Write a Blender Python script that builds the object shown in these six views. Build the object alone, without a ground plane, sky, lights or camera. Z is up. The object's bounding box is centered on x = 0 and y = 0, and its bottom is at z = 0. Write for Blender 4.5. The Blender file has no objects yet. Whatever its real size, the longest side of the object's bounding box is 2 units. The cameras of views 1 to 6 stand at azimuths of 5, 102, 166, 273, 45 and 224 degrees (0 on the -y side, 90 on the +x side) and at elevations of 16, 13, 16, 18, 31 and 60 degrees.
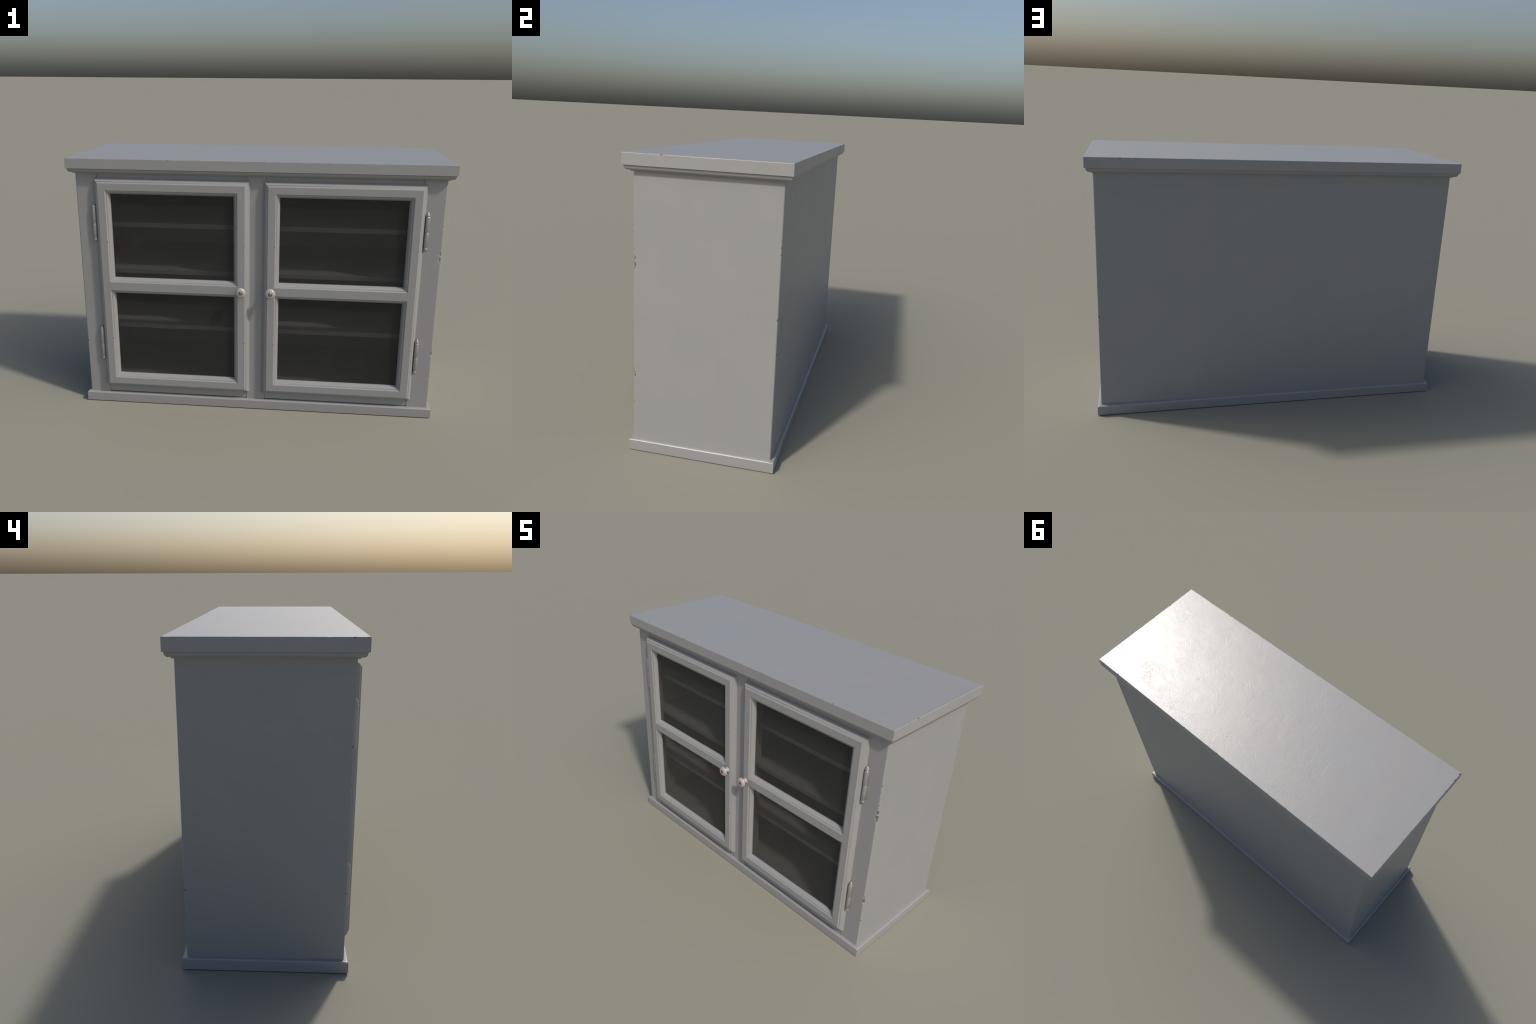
"""Grey painted wooden display cabinet: overhanging top on a moulded cornice,
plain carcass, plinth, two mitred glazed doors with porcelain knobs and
barrel hinges, three shelves inside.  Metres, z up."""
import bpy, bmesh, math, random
from mathutils import Vector, noise

random.seed(7)

# ------------------------------------------------------------------ sizes
CY = 0.0193                    # depth centre of the carcass (knobs reach further out in front)
TOP_Z = 1.4110
SLAB_Z = 1.3567                # underside of the top board
CORNICE_Z = 1.3300             # underside of the cornice moulding
TOP_HX, TOP_HY = 1.0, 0.3745
BODY_HX, BODY_HY = 0.9625, 0.3362
BASE_HX, BASE_HY = 0.980, 0.3543
FRONT = CY - BODY_HY           # front plane of the carcass
BACK = CY + BODY_HY
STILE_IN = 0.848               # inner edge of the corner stiles
POST = 0.0505                  # half width of the centre stile
FACE_Y = -0.3485               # front face of the doors

# worn spots on long edges: (x, y, z, radius)
BODY_CHIPS = [
    (.9625, FRONT, 1.091, 0.0056), (.9625, FRONT, 1.063, 0.0040), (.9625, FRONT, .988, 0.0040),
    (.9625, FRONT, .943, 0.0110), (.9625, FRONT, .914, 0.0120), (.9625, FRONT, .901, 0.0090),
    (.9625, FRONT, .687, 0.0040),
    (.9625, FRONT, .411, 0.0056), (.9625, FRONT, .394, 0.0064), (.9625, FRONT, .379, 0.0110),
    (.9625, FRONT, .247, 0.0048), 
    (.9625, BACK, 1.051, 0.0048), (.9625, BACK, 1.021, 0.0040), (.9625, BACK, .728, 0.0064),
    (.9560, BACK, .571, 0.0040), 
    (-.9625, FRONT, .996, 0.0064), (-.9625, FRONT, .840, 0.0056),
    (-.9625, FRONT, .372, 0.0064), (-.9625, FRONT, .178, 0.0048),
    (-.9625, BACK, .409, 0.0040), (-.9625, BACK, .394, 0.0048), (-.9625, BACK, .375, 0.0064),
    (-.9625, BACK, .252, 0.0056),
]
YF, YB = CY - TOP_HY, CY + TOP_HY
TOP_CHIPS = [
    (-.996, -.343, TOP_Z, .0055), (-1.0, -.297, TOP_Z, .0060), (-.930, YF, TOP_Z, .0040), (-.455, YF, TOP_Z, .0045),
    (-.303, YF, TOP_Z, .0035), (.039, YF, TOP_Z, .0040), (.189, YF, TOP_Z, .0030), (.656, YF, TOP_Z, .0045),
    (.830, YB, TOP_Z, .0060), (.755, YB, TOP_Z, .0040), (.278, YB, TOP_Z, .0035), (.027, YB, TOP_Z, .0045),
    (-.454, YB, TOP_Z, .0040), (1.0, -.173, TOP_Z, .0055), (1.0, -.241, TOP_Z, .0030), (1.0, .013, TOP_Z, .0035),
]

# ------------------------------------------------------------------ node helpers
class Tree:
    def __init__(self, mat):
        mat.use_nodes = True
        self.t = mat.node_tree
        self.t.nodes.clear()

    def n(self, kind, links=None, **props):
        node = self.t.nodes.new(kind)
        for k, v in props.items():
            setattr(node, k, v)
        for k, v in (links or {}).items():
            sock = node.inputs[k]
            if isinstance(v, bpy.types.NodeSocket):
                self.t.links.new(v, sock)
            else:
                sock.default_value = v
        return node

    def math(self, op, a, b=0.0, clamp=False):
        return self.n("ShaderNodeMath", {0: a, 1: b}, operation=op, use_clamp=clamp).outputs[0]

    def ramp(self, fac, lo, hi):
        r = self.n("ShaderNodeMapRange", {"Value": fac, "From Min": lo, "From Max": hi})
        r.interpolation_type = "SMOOTHSTEP"
        return r.outputs[0]

    def noise(self, vec, scale, detail=4.0, rough=0.55, dist=0.0):
        return self.n("ShaderNodeTexNoise", {"Vector": vec, "Scale": scale, "Detail": detail,
                                             "Roughness": rough, "Distortion": dist}).outputs["Fac"]

    def mix(self, fac, a, b):
        m = self.n("ShaderNodeMix", data_type="RGBA")
        for s, v in ((m.inputs[0], fac), (m.inputs[6], a), (m.inputs[7], b)):
            if isinstance(v, bpy.types.NodeSocket):
                self.t.links.new(v, s)
            else:
                s.default_value = v
        return m.outputs[2]

    def stretched(self, vec, scale, rot=(0, 0, 0)):
        inv = tuple(1.0 / c for c in scale)      # TEXTURE mapping turns first, then divides
        return self.n("ShaderNodeMapping", {"Vector": vec, "Scale": inv, "Rotation": rot}, vector_type="TEXTURE").outputs[0]


PAINT = (0.312, 0.304, 0.298, 1)
PAINT_COOL = (0.300, 0.302, 0.301, 1)
BARE = (0.045, 0.041, 0.037, 1)


def paint_material(name, chips=(), grain=(1, 1, 1), scratches=0.0, rough=0.42, relief=0.30, drift=0.12, gloss=0.5, speckle=0.22):
    """Satin grey paint: brush grain, pinholes, faint tint patches, worn chips."""
    mat = bpy.data.materials.new(name)
    t = Tree(mat)
    P = t.n("ShaderNodeTexCoord").outputs["Object"]
    # faint large tint drift
    tint = t.ramp(t.noise(P, 3.1, 3), 0.38, 0.62)
    col = t.mix(tint, PAINT, PAINT_COOL)
    # fine blotches, clustered
    cluster = t.ramp(t.noise(P, 6.5, 3, 0.6), 0.52, 0.68)
    g = t.stretched(P, grain)
    fine = t.noise(g, 150, 3, 0.6)
    pin = t.math("MULTIPLY", t.ramp(fine, 0.58, 0.68), cluster)
    sparse = t.math("MULTIPLY", t.math("MULTIPLY", t.ramp(t.noise(g, 95, 2, 0.5), 0.67, 0.74), 0.6), t.ramp(t.noise(P, 9, 2), 0.46, 0.56))
    pits = t.math("MAXIMUM", pin, sparse)
    col = t.mix(t.math("MULTIPLY", pits, 0.22), col, (0.16, 0.155, 0.15, 1))
    chip_mask = None
    if chips:
        wob = t.n("ShaderNodeTexNoise", {"Vector": P, "Scale": 130.0, "Detail": 3.0}).outputs["Color"]
        off = t.n("ShaderNodeVectorMath", {0: wob, 1: (0.5, 0.5, 0.5)}, operation="SUBTRACT").outputs[0]
        off = t.n("ShaderNodeVectorMath", {0: off, 3: 0.011}, operation="SCALE").outputs[0]
        Q = t.n("ShaderNodeVectorMath", {0: P, 1: off}, operation="ADD").outputs[0]
        near = None
        for (x, y, z, r) in chips:
            d = t.n("ShaderNodeVectorMath", {0: Q, 1: (x, y, z)}, operation="DISTANCE").outputs["Value"]
            d = t.math("DIVIDE", d, r)
            near = d if near is None else t.math("MINIMUM", near, d)
        chip_mask = t.math("SUBTRACT", 1.0, t.ramp(near, 0.86, 1.12))
        bare = t.mix(t.noise(P, 260, 2), BARE, (0.12, 0.107, 0.096, 1))
        col = t.mix(t.math("MULTIPLY", chip_mask, 0.85), col, bare)
    # relief
    h = t.math("MULTIPLY", t.noise(g, 38, 5, 0.62), 0.20)
    h = t.math("ADD", h, t.math("MULTIPLY", fine, 0.16))
    h = t.math("ADD", h, t.math("MULTIPLY", t.noise(P, 330, 2), 0.07))
    h = t.math("SUBTRACT", h, t.math("MULTIPLY", pits, 0.40))
    patch = t.ramp(t.noise(P, 4.5, 3, 0.6), 0.40, 0.60)
    grit = t.math("MULTIPLY", t.noise(P, 190, 2, 0.5), patch)
    h = t.math("ADD", h, t.math("MULTIPLY", grit, speckle))
    if scratches:
        # long fine scores in several directions, gathered in patches
        for k, (ang, seed) in enumerate(((0.35, 0.0), (1.05, 3.1), (1.75, 7.7), (2.45, 5.2), (2.85, 9.4))):
            s = t.stretched(P, (1.0, 9.0, 1.0), (0, 0, ang))
            s = t.n("ShaderNodeVectorMath", {0: s, 1: (seed, seed * 2, 0)}, operation="ADD").outputs[0]
            ridge = t.math("ABSOLUTE", t.math("SUBTRACT", t.noise(s, 2.4, 1, 0.4, 0.25), 0.5))
            line = t.math("SUBTRACT", 1.0, t.ramp(ridge, 0.0, 0.016))
            line = t.math("MULTIPLY", line, t.ramp(t.noise(P, 4.3 + k, 2), 0.48, 0.62))
            h = t.math("SUBTRACT", h, t.math("MULTIPLY", line, scratches))
    if chip_mask is not None:
        h = t.math("SUBTRACT", h, t.math("MULTIPLY", chip_mask, 1.2))
    bump = t.n("ShaderNodeBump", {"Height": h, "Strength": relief, "Distance": 0.0022}).outputs[0]
    rgh = t.math("ADD", rough - drift / 2, t.math("MULTIPLY", t.noise(g, 16.0, 5, 0.65), drift))
    if chip_mask is not None:
        rgh = t.math("ADD", rgh, t.math("MULTIPLY", chip_mask, 0.35), clamp=True)
    b = t.n("ShaderNodeBsdfPrincipled", {"Base Color": col, "Roughness": rgh, "Normal": bump, "Specular IOR Level": gloss})
    t.n("ShaderNodeOutputMaterial", {0: b.outputs[0]})
    return mat


def simple_material(name, colour, rough, metallic=0.0, coat=0.0, wear=None):
    mat = bpy.data.materials.new(name)
    t = Tree(mat)
    P = t.n("ShaderNodeTexCoord").outputs["Object"]
    col = colour
    f = t.ramp(t.noise(P, 60, 4), 0.4, 0.7)
    col = t.mix(f, colour, wear or colour)
    bump = t.n("ShaderNodeBump", {"Height": t.noise(P, 300, 3), "Strength": 0.08, "Distance": 0.001}).outputs[0]
    b = t.n("ShaderNodeBsdfPrincipled", {"Base Color": col, "Roughness": rough, "Metallic": metallic,
                                         "Normal": bump, "Coat Weight": coat, "Coat Roughness": 0.08})
    t.n("ShaderNodeOutputMaterial", {0: b.outputs[0]})
    return mat


def glass_material():
    """Thin smoked pane: dims what is behind, with a soft sheen and a little dust."""
    mat = bpy.data.materials.new("smoked_glass")
    t = Tree(mat)
    P = t.n("ShaderNodeTexCoord").outputs["Object"]
    dust = t.ramp(t.noise(P, 9, 5, 0.65), 0.45, 0.75)
    col = t.mix(dust, (0.034, 0.034, 0.032, 1), (0.044, 0.043, 0.041, 1))  # pane greys lightened so the dim interior reads brighter through the glass
    b = t.n("ShaderNodeBsdfPrincipled", {"Base Color": col, "Roughness": 0.25, "Alpha": 0.61})
    t.n("ShaderNodeOutputMaterial", {0: b.outputs[0]})
    return mat


def clear_glass_material():
    mat = bpy.data.materials.new("clear_glass")
    t = Tree(mat)
    b = t.n("ShaderNodeBsdfPrincipled", {"Base Color": (0.05, 0.05, 0.05, 1), "Roughness": 0.2, "Alpha": 0.03})
    t.n("ShaderNodeOutputMaterial", {0: b.outputs[0]})
    return mat


# ------------------------------------------------------------------ mesh helpers
def finish(bm, name, mat, parent, angle=30.0, weighted=True):
    bmesh.ops.remove_doubles(bm, verts=bm.verts[:], dist=1e-5)
    bmesh.ops.recalc_face_normals(bm, faces=bm.faces[:])
    lim = math.radians(angle)
    for e in bm.edges:
        e.smooth = len(e.link_faces) == 2 and e.calc_face_angle(0.0) < lim
    for f in bm.faces:
        f.smooth = True
    me = bpy.data.meshes.new(name)
    bm.to_mesh(me)
    bm.free()
    me.materials.append(mat)
    ob = bpy.data.objects.new(name, me)
    bpy.context.scene.collection.objects.link(ob)
    ob.parent = parent
    if weighted:
        w = ob.modifiers.new("weighted_normals", "WEIGHTED_NORMAL")
        w.mode, w.weight, w.keep_sharp = "FACE_AREA", 80, True
    return ob


def copy_of(src, parent, location):
    ob = src.copy()
    bpy.context.scene.collection.objects.link(ob)
    ob.parent = parent
    ob.location = location
    return ob


def rect_rings(bm, lo, hi, profile, place, step=0.05, cap_first=False, cap_last=False):
    """Sweep a profile [(inset, depth)] round the rectangle lo..hi; mitred corners.
    `place(u, v, depth)` maps to space.  Straight runs are cut every `step`."""
    nu = max(1, round((hi[0] - lo[0]) / step))
    nv = max(1, round((hi[1] - lo[1]) / step))
    rings = []
    for inset, d in profile:
        a, b = (lo[0] + inset, lo[1] + inset), (hi[0] - inset, hi[1] - inset)
        pts = [(a[0] + (b[0] - a[0]) * i / nu, a[1]) for i in range(nu)]
        pts += [(b[0], a[1] + (b[1] - a[1]) * i / nv) for i in range(nv)]
        pts += [(b[0] - (b[0] - a[0]) * i / nu, b[1]) for i in range(nu)]
        pts += [(a[0], b[1] - (b[1] - a[1]) * i / nv) for i in range(nv)]
        rings.append([bm.verts.new(place(u, v, d)) for u, v in pts])
    n = len(rings[0])
    for r0, r1 in zip(rings, rings[1:]):
        for i in range(n):
            j = (i + 1) % n
            bm.faces.new((r0[i], r0[j], r1[j], r1[i]))
    for ring, on in ((rings[0], cap_first), (rings[-1], cap_last)):
        if on:
            bm.faces.new(ring)
    return rings


def lathe(bm, profile, place, seg=32):
    """Revolve [(radius, height)]; place(a, b, h) maps to space."""
    rings = []
    for r, h in profile:
        if r < 1e-6:
            rings.append([bm.verts.new(place(0, 0, h))])
        else:
            rings.append([bm.verts.new(place(r * math.cos(math.tau * k / seg), r * math.sin(math.tau * k / seg), h))
                          for k in range(seg)])
    for a, b in zip(rings, rings[1:]):
        for k in range(seg):
            q = [a[k % len(a)], a[(k + 1) % len(a)], b[(k + 1) % len(b)], b[k % len(b)]]
            q = list(dict.fromkeys(q))
            if len(q) > 2:
                bm.faces.new(q)


def box(name, lo, hi, mat, parent, bevel=0.0015):
    """A plank with softened arrises."""
    bm = bmesh.new()
    c = [(a + b) / 2 for a, b in zip(lo, hi)]
    bmesh.ops.create_cube(bm, size=1.0)
    for v in bm.verts:
        v.co = Vector([c[i] + v.co[i] * (hi[i] - lo[i]) for i in range(3)])
    if bevel:
        bmesh.ops.bevel(bm, geom=bm.edges[:], offset=bevel, segments=2, profile=0.5, affect="EDGES")
    return finish(bm, name, mat, parent, 50)


def dent(co, chips, toward, depth=0.32):
    """Pull a vertex near a worn chip toward the solid."""
    for (x, y, z, r) in chips:
        d = (co - Vector((x, y, z))).length / (r * 1.15)
        if d < 1:
            k = (1 - d * d) * r * depth * (0.7 + 0.6 * noise.noise(co * 160))
            co = co + toward * k
    return co


# ------------------------------------------------------------------ materials
paint_body = paint_material("painted_wood_body", BODY_CHIPS, grain=(1, 1, 0.75))
paint_top = paint_material("painted_wood_top", TOP_CHIPS, grain=(0.7, 1, 1), scratches=0.13, rough=0.37, relief=0.34, drift=0.08, gloss=0.80, speckle=0.60)
paint_base = paint_material("painted_wood_base", (), grain=(0.5, 0.8, 1), rough=0.35)
DOOR_CHIPS = [(x, FACE_Y + .0015, z, r) for z in (.966, .406)
              for x, r in ((-.7998, .0036), (-.0595, .0036), (.0975, .0036), (.8395, .0036))]
paint_door = paint_material("painted_wood_door", DOOR_CHIPS, grain=(1, 1, 0.75))
paint_inside = paint_material("painted_wood_inside", (), grain=(0.4, 1, 1), rough=0.5)
glass = glass_material()
clear_glass = clear_glass_material()
porcelain = simple_material("porcelain", (0.41, 0.37, 0.352, 1), 0.22, coat=0.6)
steel = simple_material("aged_steel", (0.36, 0.35, 0.32, 1), 0.33, metallic=1.0, wear=(0.20, 0.19, 0.16, 1))
hinge_metal = simple_material("painted_hinge_metal", (0.42, 0.418, 0.410, 1), 0.30, metallic=0.55, wear=(0.36, 0.355, 0.34, 1))

# ------------------------------------------------------------------ the cabinet
cabinet = bpy.data.objects.new("display_cabinet", None)
bpy.context.scene.collection.objects.link(cabinet)
cabinet["label"] = "grey painted wooden display cabinet with two glazed doors"
cabinet["category"] = "cabinet"


def plan(hx, hy):
    return (-hx, CY - hy), (hx, CY + hy)


def flat(u, v, d):
    return (u, v, d)


# --- top board, fine cut at its upper edge so that worn chips bite into the outline
bm = bmesh.new()
lo, hi = plan(TOP_HX, TOP_HY)
rect_rings(bm, lo, hi, [(0.012, SLAB_Z), (0.0012, SLAB_Z), (0, SLAB_Z + .0012), (0, TOP_Z - .020), (0, TOP_Z - .012), (0, TOP_Z - .008),
                        (0, TOP_Z - .005), (0, TOP_Z - .0022), (.0004, TOP_Z - .0015), (.0015, TOP_Z - .0004), (.0022, TOP_Z), (.005, TOP_Z), (.008, TOP_Z),
                        (.012, TOP_Z), (.020, TOP_Z), (.030, TOP_Z)], flat, step=0.004, cap_first=True)
# the broad flat of the board is one plain quad
bm.faces.new([bm.verts.new((sx * (TOP_HX - .030), CY + sy * (TOP_HY - .030), TOP_Z)) for sx, sy in ((-1, -1), (1, -1), (1, 1), (-1, 1))])
for v in bm.verts:
    if v.co.z > TOP_Z - .01:
        e = abs(abs(v.co.x) - 1.0) < .02 or abs(abs(v.co.y - CY) - TOP_HY) < .02
        if e:
            toward = Vector((-math.copysign(1, v.co.x) if abs(v.co.x) > .985 else 0,
                             -math.copysign(1, v.co.y - CY) if abs(v.co.y - CY) > TOP_HY - .015 else 0, -0.8)).normalized()
            v.co = dent(v.co.copy(), TOP_CHIPS, toward)
            w = noise.noise(Vector((v.co.x * 45, v.co.y * 45, 3.3)))
            inset = min(TOP_HX - abs(v.co.x), TOP_HY - abs(v.co.y - CY))
            if w > .25 and v.co.z > TOP_Z - .004 and inset < .004:
                v.co += toward * (w - .25) * .0024
finish(bm, "top_board", paint_top, cabinet, 40)

# --- cornice moulding: ovolo under the board, small fillet, down on to the carcass
bm = bmesh.new()
prof = [(.0070, SLAB_Z + .001), (.0070, SLAB_Z - .0035)]
for k in range(9):
    a = math.radians(90 * k / 8)
    prof.append((.0072 + .0155 * (1 - math.cos(a)), SLAB_Z - .0035 - .0178 * math.sin(a)))
prof += [(.0285, 1.3351), (.0290, 1.3310), (.0300, CORNICE_Z), (.060, CORNICE_Z)]
rect_rings(bm, lo, hi, prof, flat, step=0.1)
finish(bm, "cornice_moulding", paint_body, cabinet, 35)

# --- plinth
bm = bmesh.new()
lo, hi = plan(BASE_HX, BASE_HY)
rect_rings(bm, lo, hi, [(.05, 0), (.0035, 0), (.001, .001), (0, .0035), (0, .0492), (.0007, .0506), (.0044, .0541), (.0058, .0548),
                        (.0095, .0550), (.05, .0550)], flat, step=0.02, cap_first=True, cap_last=True)
for v in bm.verts:
    if v.co.z > .045:
        v.co.z += .0006 * noise.noise(v.co * 14)
finish(bm, "plinth", paint_base, cabinet, 40)

# --- carcass: planks that meet flush, rounded upright corners
Z0, Z1 = .0542, CORNICE_Z + .001
R = .0062
WALL = .028


def upright(name, section, mat, chips, step=0.004):
    """Extrude a closed plan section upward in fine courses."""
    n = max(2, round((Z1 - Z0) / step))
    bm = bmesh.new()
    rows = []
    for i in range(n + 1):
        z = Z0 + (Z1 - Z0) * i / n
        row = []
        for (x, y) in section:
            co = Vector((x, y, z))
            tow = Vector((-math.copysign(1, x), -math.copysign(1, y - CY), 0)).normalized()
            if chips and abs(x) > BODY_HX - .012 and abs(y - CY) > BODY_HY - .012:
                co = dent(co, chips, tow, .55)
            row.append(bm.verts.new(co))
        rows.append(row)
    m = len(section)
    for a, b in zip(rows, rows[1:]):
        for k in range(m):
            bm.faces.new((a[k], a[(k + 1) % m], b[(k + 1) % m], b[k]))
    bm.faces.new(rows[0])
    bm.faces.new(rows[-1])
    return finish(bm, name, mat, cabinet, 40)


def arc(cx, cy, a0, a1, k=5):
    return [(cx + R * math.cos(math.radians(a0 + (a1 - a0) * i / k)), cy + R * math.sin(math.radians(a0 + (a1 - a0) * i / k)))
            for i in range(k + 1)]


for s in (-1, 1):
    xo, xi = BODY_HX, BODY_HX - WALL
    cut = .935                                     # where stile, side and back meet on flat ground
    guard = .020                                   # ring of flat ground, so dents stay local
    side = [(cut, FRONT), (xo - .020, FRONT), (xo - .011, FRONT)] + arc(xo - R, FRONT + R, -90, 0) + [(xo, FRONT + .010), (xo, FRONT + guard), (xo, FRONT + .04),
            (xo, BACK - .04), (xo, BACK - guard), (xo, BACK - .010)] + arc(xo - R, BACK - R, 0, 90) + [(xo - .011, BACK), (xo - .020, BACK), (cut, BACK), (cut, BACK - .02),
            (xi, BACK - .02), (xi, FRONT + .02), (cut, FRONT + .02)]
    side = list(dict.fromkeys((round(s * x, 6), round(y, 6)) for x, y in side))
    upright("side_panel", side, paint_body, BODY_CHIPS)
    stile = [(STILE_IN, FRONT), (cut, FRONT), (cut, -.245), (STILE_IN, -.245)]
    upright("corner_stile", [(s * x, y) for x, y in stile], paint_body, (), step=.2)
upright("back_panel", [(-.935, BACK - .02), (.935, BACK - .02), (.935, BACK), (-.935, BACK)], paint_body, (), step=.2)

box("centre_stile", (-POST, FRONT, Z0), (POST, -.20, Z1), paint_body, cabinet, .0008)
for s in (-1, 1):
    x0, x1 = sorted((s * (POST + .0007), s * (STILE_IN - .0008)))
    box("front_rail", (x0, FRONT + .0025, 1.275), (x1, -.20, Z1), paint_body, cabinet, .001)
    box("front_rail", (x0, FRONT + .0025, .0595), (x1, -.20, .102), paint_body, cabinet, .001)
box("floor_board", (-.9345, -.2405, .060), (.9345, BACK - .0205, .100), paint_inside, cabinet, .001)
for z in (1.027, .762, .435):
    box("shelf", (-.9342, -.2500, z), (.9342, BACK - .0205, z + .026), paint_inside, cabinet, .0012)

# ------------------------------------------------------------------ doors
DOOR_W = .7767                       # width of the raised face
FZ0, FZ1 = .1255, 1.2810             # raised face, bottom and top
RAIL_LO, RAIL_HI = .6920, .7365      # middle rail
EDGE = .0250                         # moulding outside the raised face
JAMB = .0370                         # flat of the frame between the mouldings


def door_mesh(bm, x0):
    def front(u, v, d):
        return (u, d, v)
    x1 = x0 + DOOR_W
    def swell(p, q, bulge, k=7):
        """Gently convex run from p to q in (inset, depth), bulging to the front."""
        dx, dy = q[0] - p[0], q[1] - p[1]
        n = math.hypot(dx, dy)
        nx, ny = (-dy / n, dx / n) if dx < 0 else (dy / n, -dx / n)
        if ny > 0:
            nx, ny = -nx, -ny
        return [(p[0] + dx * i / k + nx * bulge * math.sin(math.pi * i / k), p[1] + dy * i / k + ny * bulge * math.sin(math.pi * i / k))
                for i in range(k + 1)]
    # outer moulding, from the carcass up on to the face: swelling, quirk, chamfered arris
    out = [(-EDGE, FRONT + .004), (-EDGE, -.3205), (-EDGE + .0008, -.3215)]
    out += swell((-EDGE + .0012, -.3222), (-.0082, -.3424), .0022)
    out += [(-.0066, -.3429), (-.0055, -.3436), (-.0012, -.3478), (0, FACE_Y)]
    rect_rings(bm, (x0, FZ0), (x1, FZ1), out, front, step=5)
    # face: grid of flats round the two openings
    o0, o1 = x0 + JAMB, x1 - JAMB
    xs = [x0, o0, o1, x1]
    zs = [FZ0, FZ0 + .0355, RAIL_LO, RAIL_HI, FZ1 - .0355, FZ1]
    for y, flip in ((FACE_Y, False), (-.3125, True)):
        V = {(i, j): bm.verts.new((xs[i], y, zs[j])) for i in range(4) for j in range(6)}
        for i in range(3):
            for j in range(5):
                if i == 1 and j in (1, 3):
                    continue
                q = [V[i, j], V[i + 1, j], V[i + 1, j + 1], V[i, j + 1]]
                bm.faces.new(q[::-1] if flip else q)
    inn = [(0, FACE_Y), (.0012, -.3478), (.0055, -.3436), (.0066, -.3429)]
    inn += swell((.0082, -.3424), (.0215, -.3262), .0020)
    inn += [(.0224, -.3250), (.0230, -.3240), (.0230, -.3125), (.001, -.3125)]
    panes = []
    for z0, z1 in ((zs[1], zs[2]), (zs[3], zs[4])):
        rect_rings(bm, (o0, z0), (o1, z1), inn, front, step=5)
        panes.append((o0, o1, z0, z1))
    return panes


HINGE = [(0, 0), (.0040, .0008), (.0060, .0040), (.0072, .0075), (.0106, .0095), (.0110, .0130), (.0098, .0170), (.0090, .0190),
         (.0086, .0205), (.0098, .0215), (.0108, .0225), (.0108, .0995), (.0104, .1002), (.0100, .1008), (.0108, .1016),
         (.0113, .1024), (.0113, .1790), (.0108, .1812), (.0096, .1822), (.0092, .1832), (.0100, .1845), (.0113, .1870),
         (.0110, .1895), (.0088, .1945), (.0064, .1995), (.0040, .2040), (.0020, .2060), (0, .2066)]
KNOB = [(0, 0), (.0165, 0), (.0178, .0015), (.0180, .0035), (.0168, .0058), (.0140, .0085), (.0122, .0120), (.0118, .0155),
        (.0128, .0190), (.0165, .0220), (.0225, .0245), (.0270, .0268), (.0292, .0297), (.0293, .0325), (.0280, .0355),
        (.0252, .0393), (.0205, .0424), (.0155, .0441), (.0120, .0447), (.0109, .0440), (.0107, .0425), (0, .0425)]
SCREW = [(0, .0405), (.0104, .0405), (.0104, .0428), (.0098, .0442), (.0080, .0455), (.0050, .0463), (0, .0465)]

hinge_src = screw_src = knob_src = None
for s, x0, hx, slot in ((-1, -.8367, -.8690, 0), (1, .0627, .8748, 90)):
    bm = bmesh.new()
    panes = door_mesh(bm, x0)
    door = finish(bm, "door", paint_door, cabinet, 32)
    for (a, b, z0, z1) in panes:
        pane = box("glass_pane", (a + .012, -.3185, z0 + .012), (b - .012, -.3150, z1 - .012), glass, door, 0)
        pane.data.materials.append(clear_glass)      # the smoked film lies on the outer face only
        for f in pane.data.polygons:
            f.material_index = 0 if f.normal.y < -.5 else 1
    # knob on the meeting stile, beside the middle rail
    kx = (x0 + DOOR_W - JAMB / 2 + .001) if s < 0 else (x0 + JAMB / 2 - .001)
    if knob_src is None:
        bm = bmesh.new()
        lathe(bm, KNOB, lambda p, q, h: (p, -h, q), 48)
        knob = knob_src = finish(bm, "knob", porcelain, door, 55, False)
    else:
        knob = copy_of(knob_src, door, (0, 0, 0))
    knob.location = (kx, FACE_Y, .7140)
    bm = bmesh.new()
    lathe(bm, SCREW, lambda p, q, h: (p, -h, q), 32)
    screw = finish(bm, "knob_screw", steel, door, 40, False)
    cutter = bmesh.new()
    bmesh.ops.create_cube(cutter, size=1.0)
    for v in cutter.verts:
        v.co = Vector((v.co.x * .0036, v.co.y * .006 - .0466, v.co.z * .03))
    cm = bpy.data.meshes.new("slot_cutter")
    cutter.to_mesh(cm)
    cutter.free()
    co = bpy.data.objects.new("slot_cutter", cm)
    bpy.context.scene.collection.objects.link(co)
    mod = screw.modifiers.new("slot", "BOOLEAN")
    mod.object, mod.operation, mod.solver = co, "DIFFERENCE", "EXACT"
    bpy.context.view_layer.update()
    done = bpy.data.meshes.new_from_object(screw.evaluated_get(bpy.context.evaluated_depsgraph_get()))
    screw.modifiers.clear()
    screw.data = done
    bpy.data.objects.remove(co)
    screw.location = (kx, FACE_Y, .7140)
    screw.rotation_euler = (0, math.radians(slot + (4 if s > 0 else -3)), 0)
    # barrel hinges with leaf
    for z in (.9615, .2625):
        if hinge_src is None:
            bm = bmesh.new()
            lathe(bm, HINGE, lambda p, q, h: (p, q, h), 24)
            hinge = hinge_src = finish(bm, "hinge", hinge_metal, door, 50, False)
        else:
            hinge = copy_of(hinge_src, door, (0, 0, 0))
        hinge.location = (hx, -.3265, z)
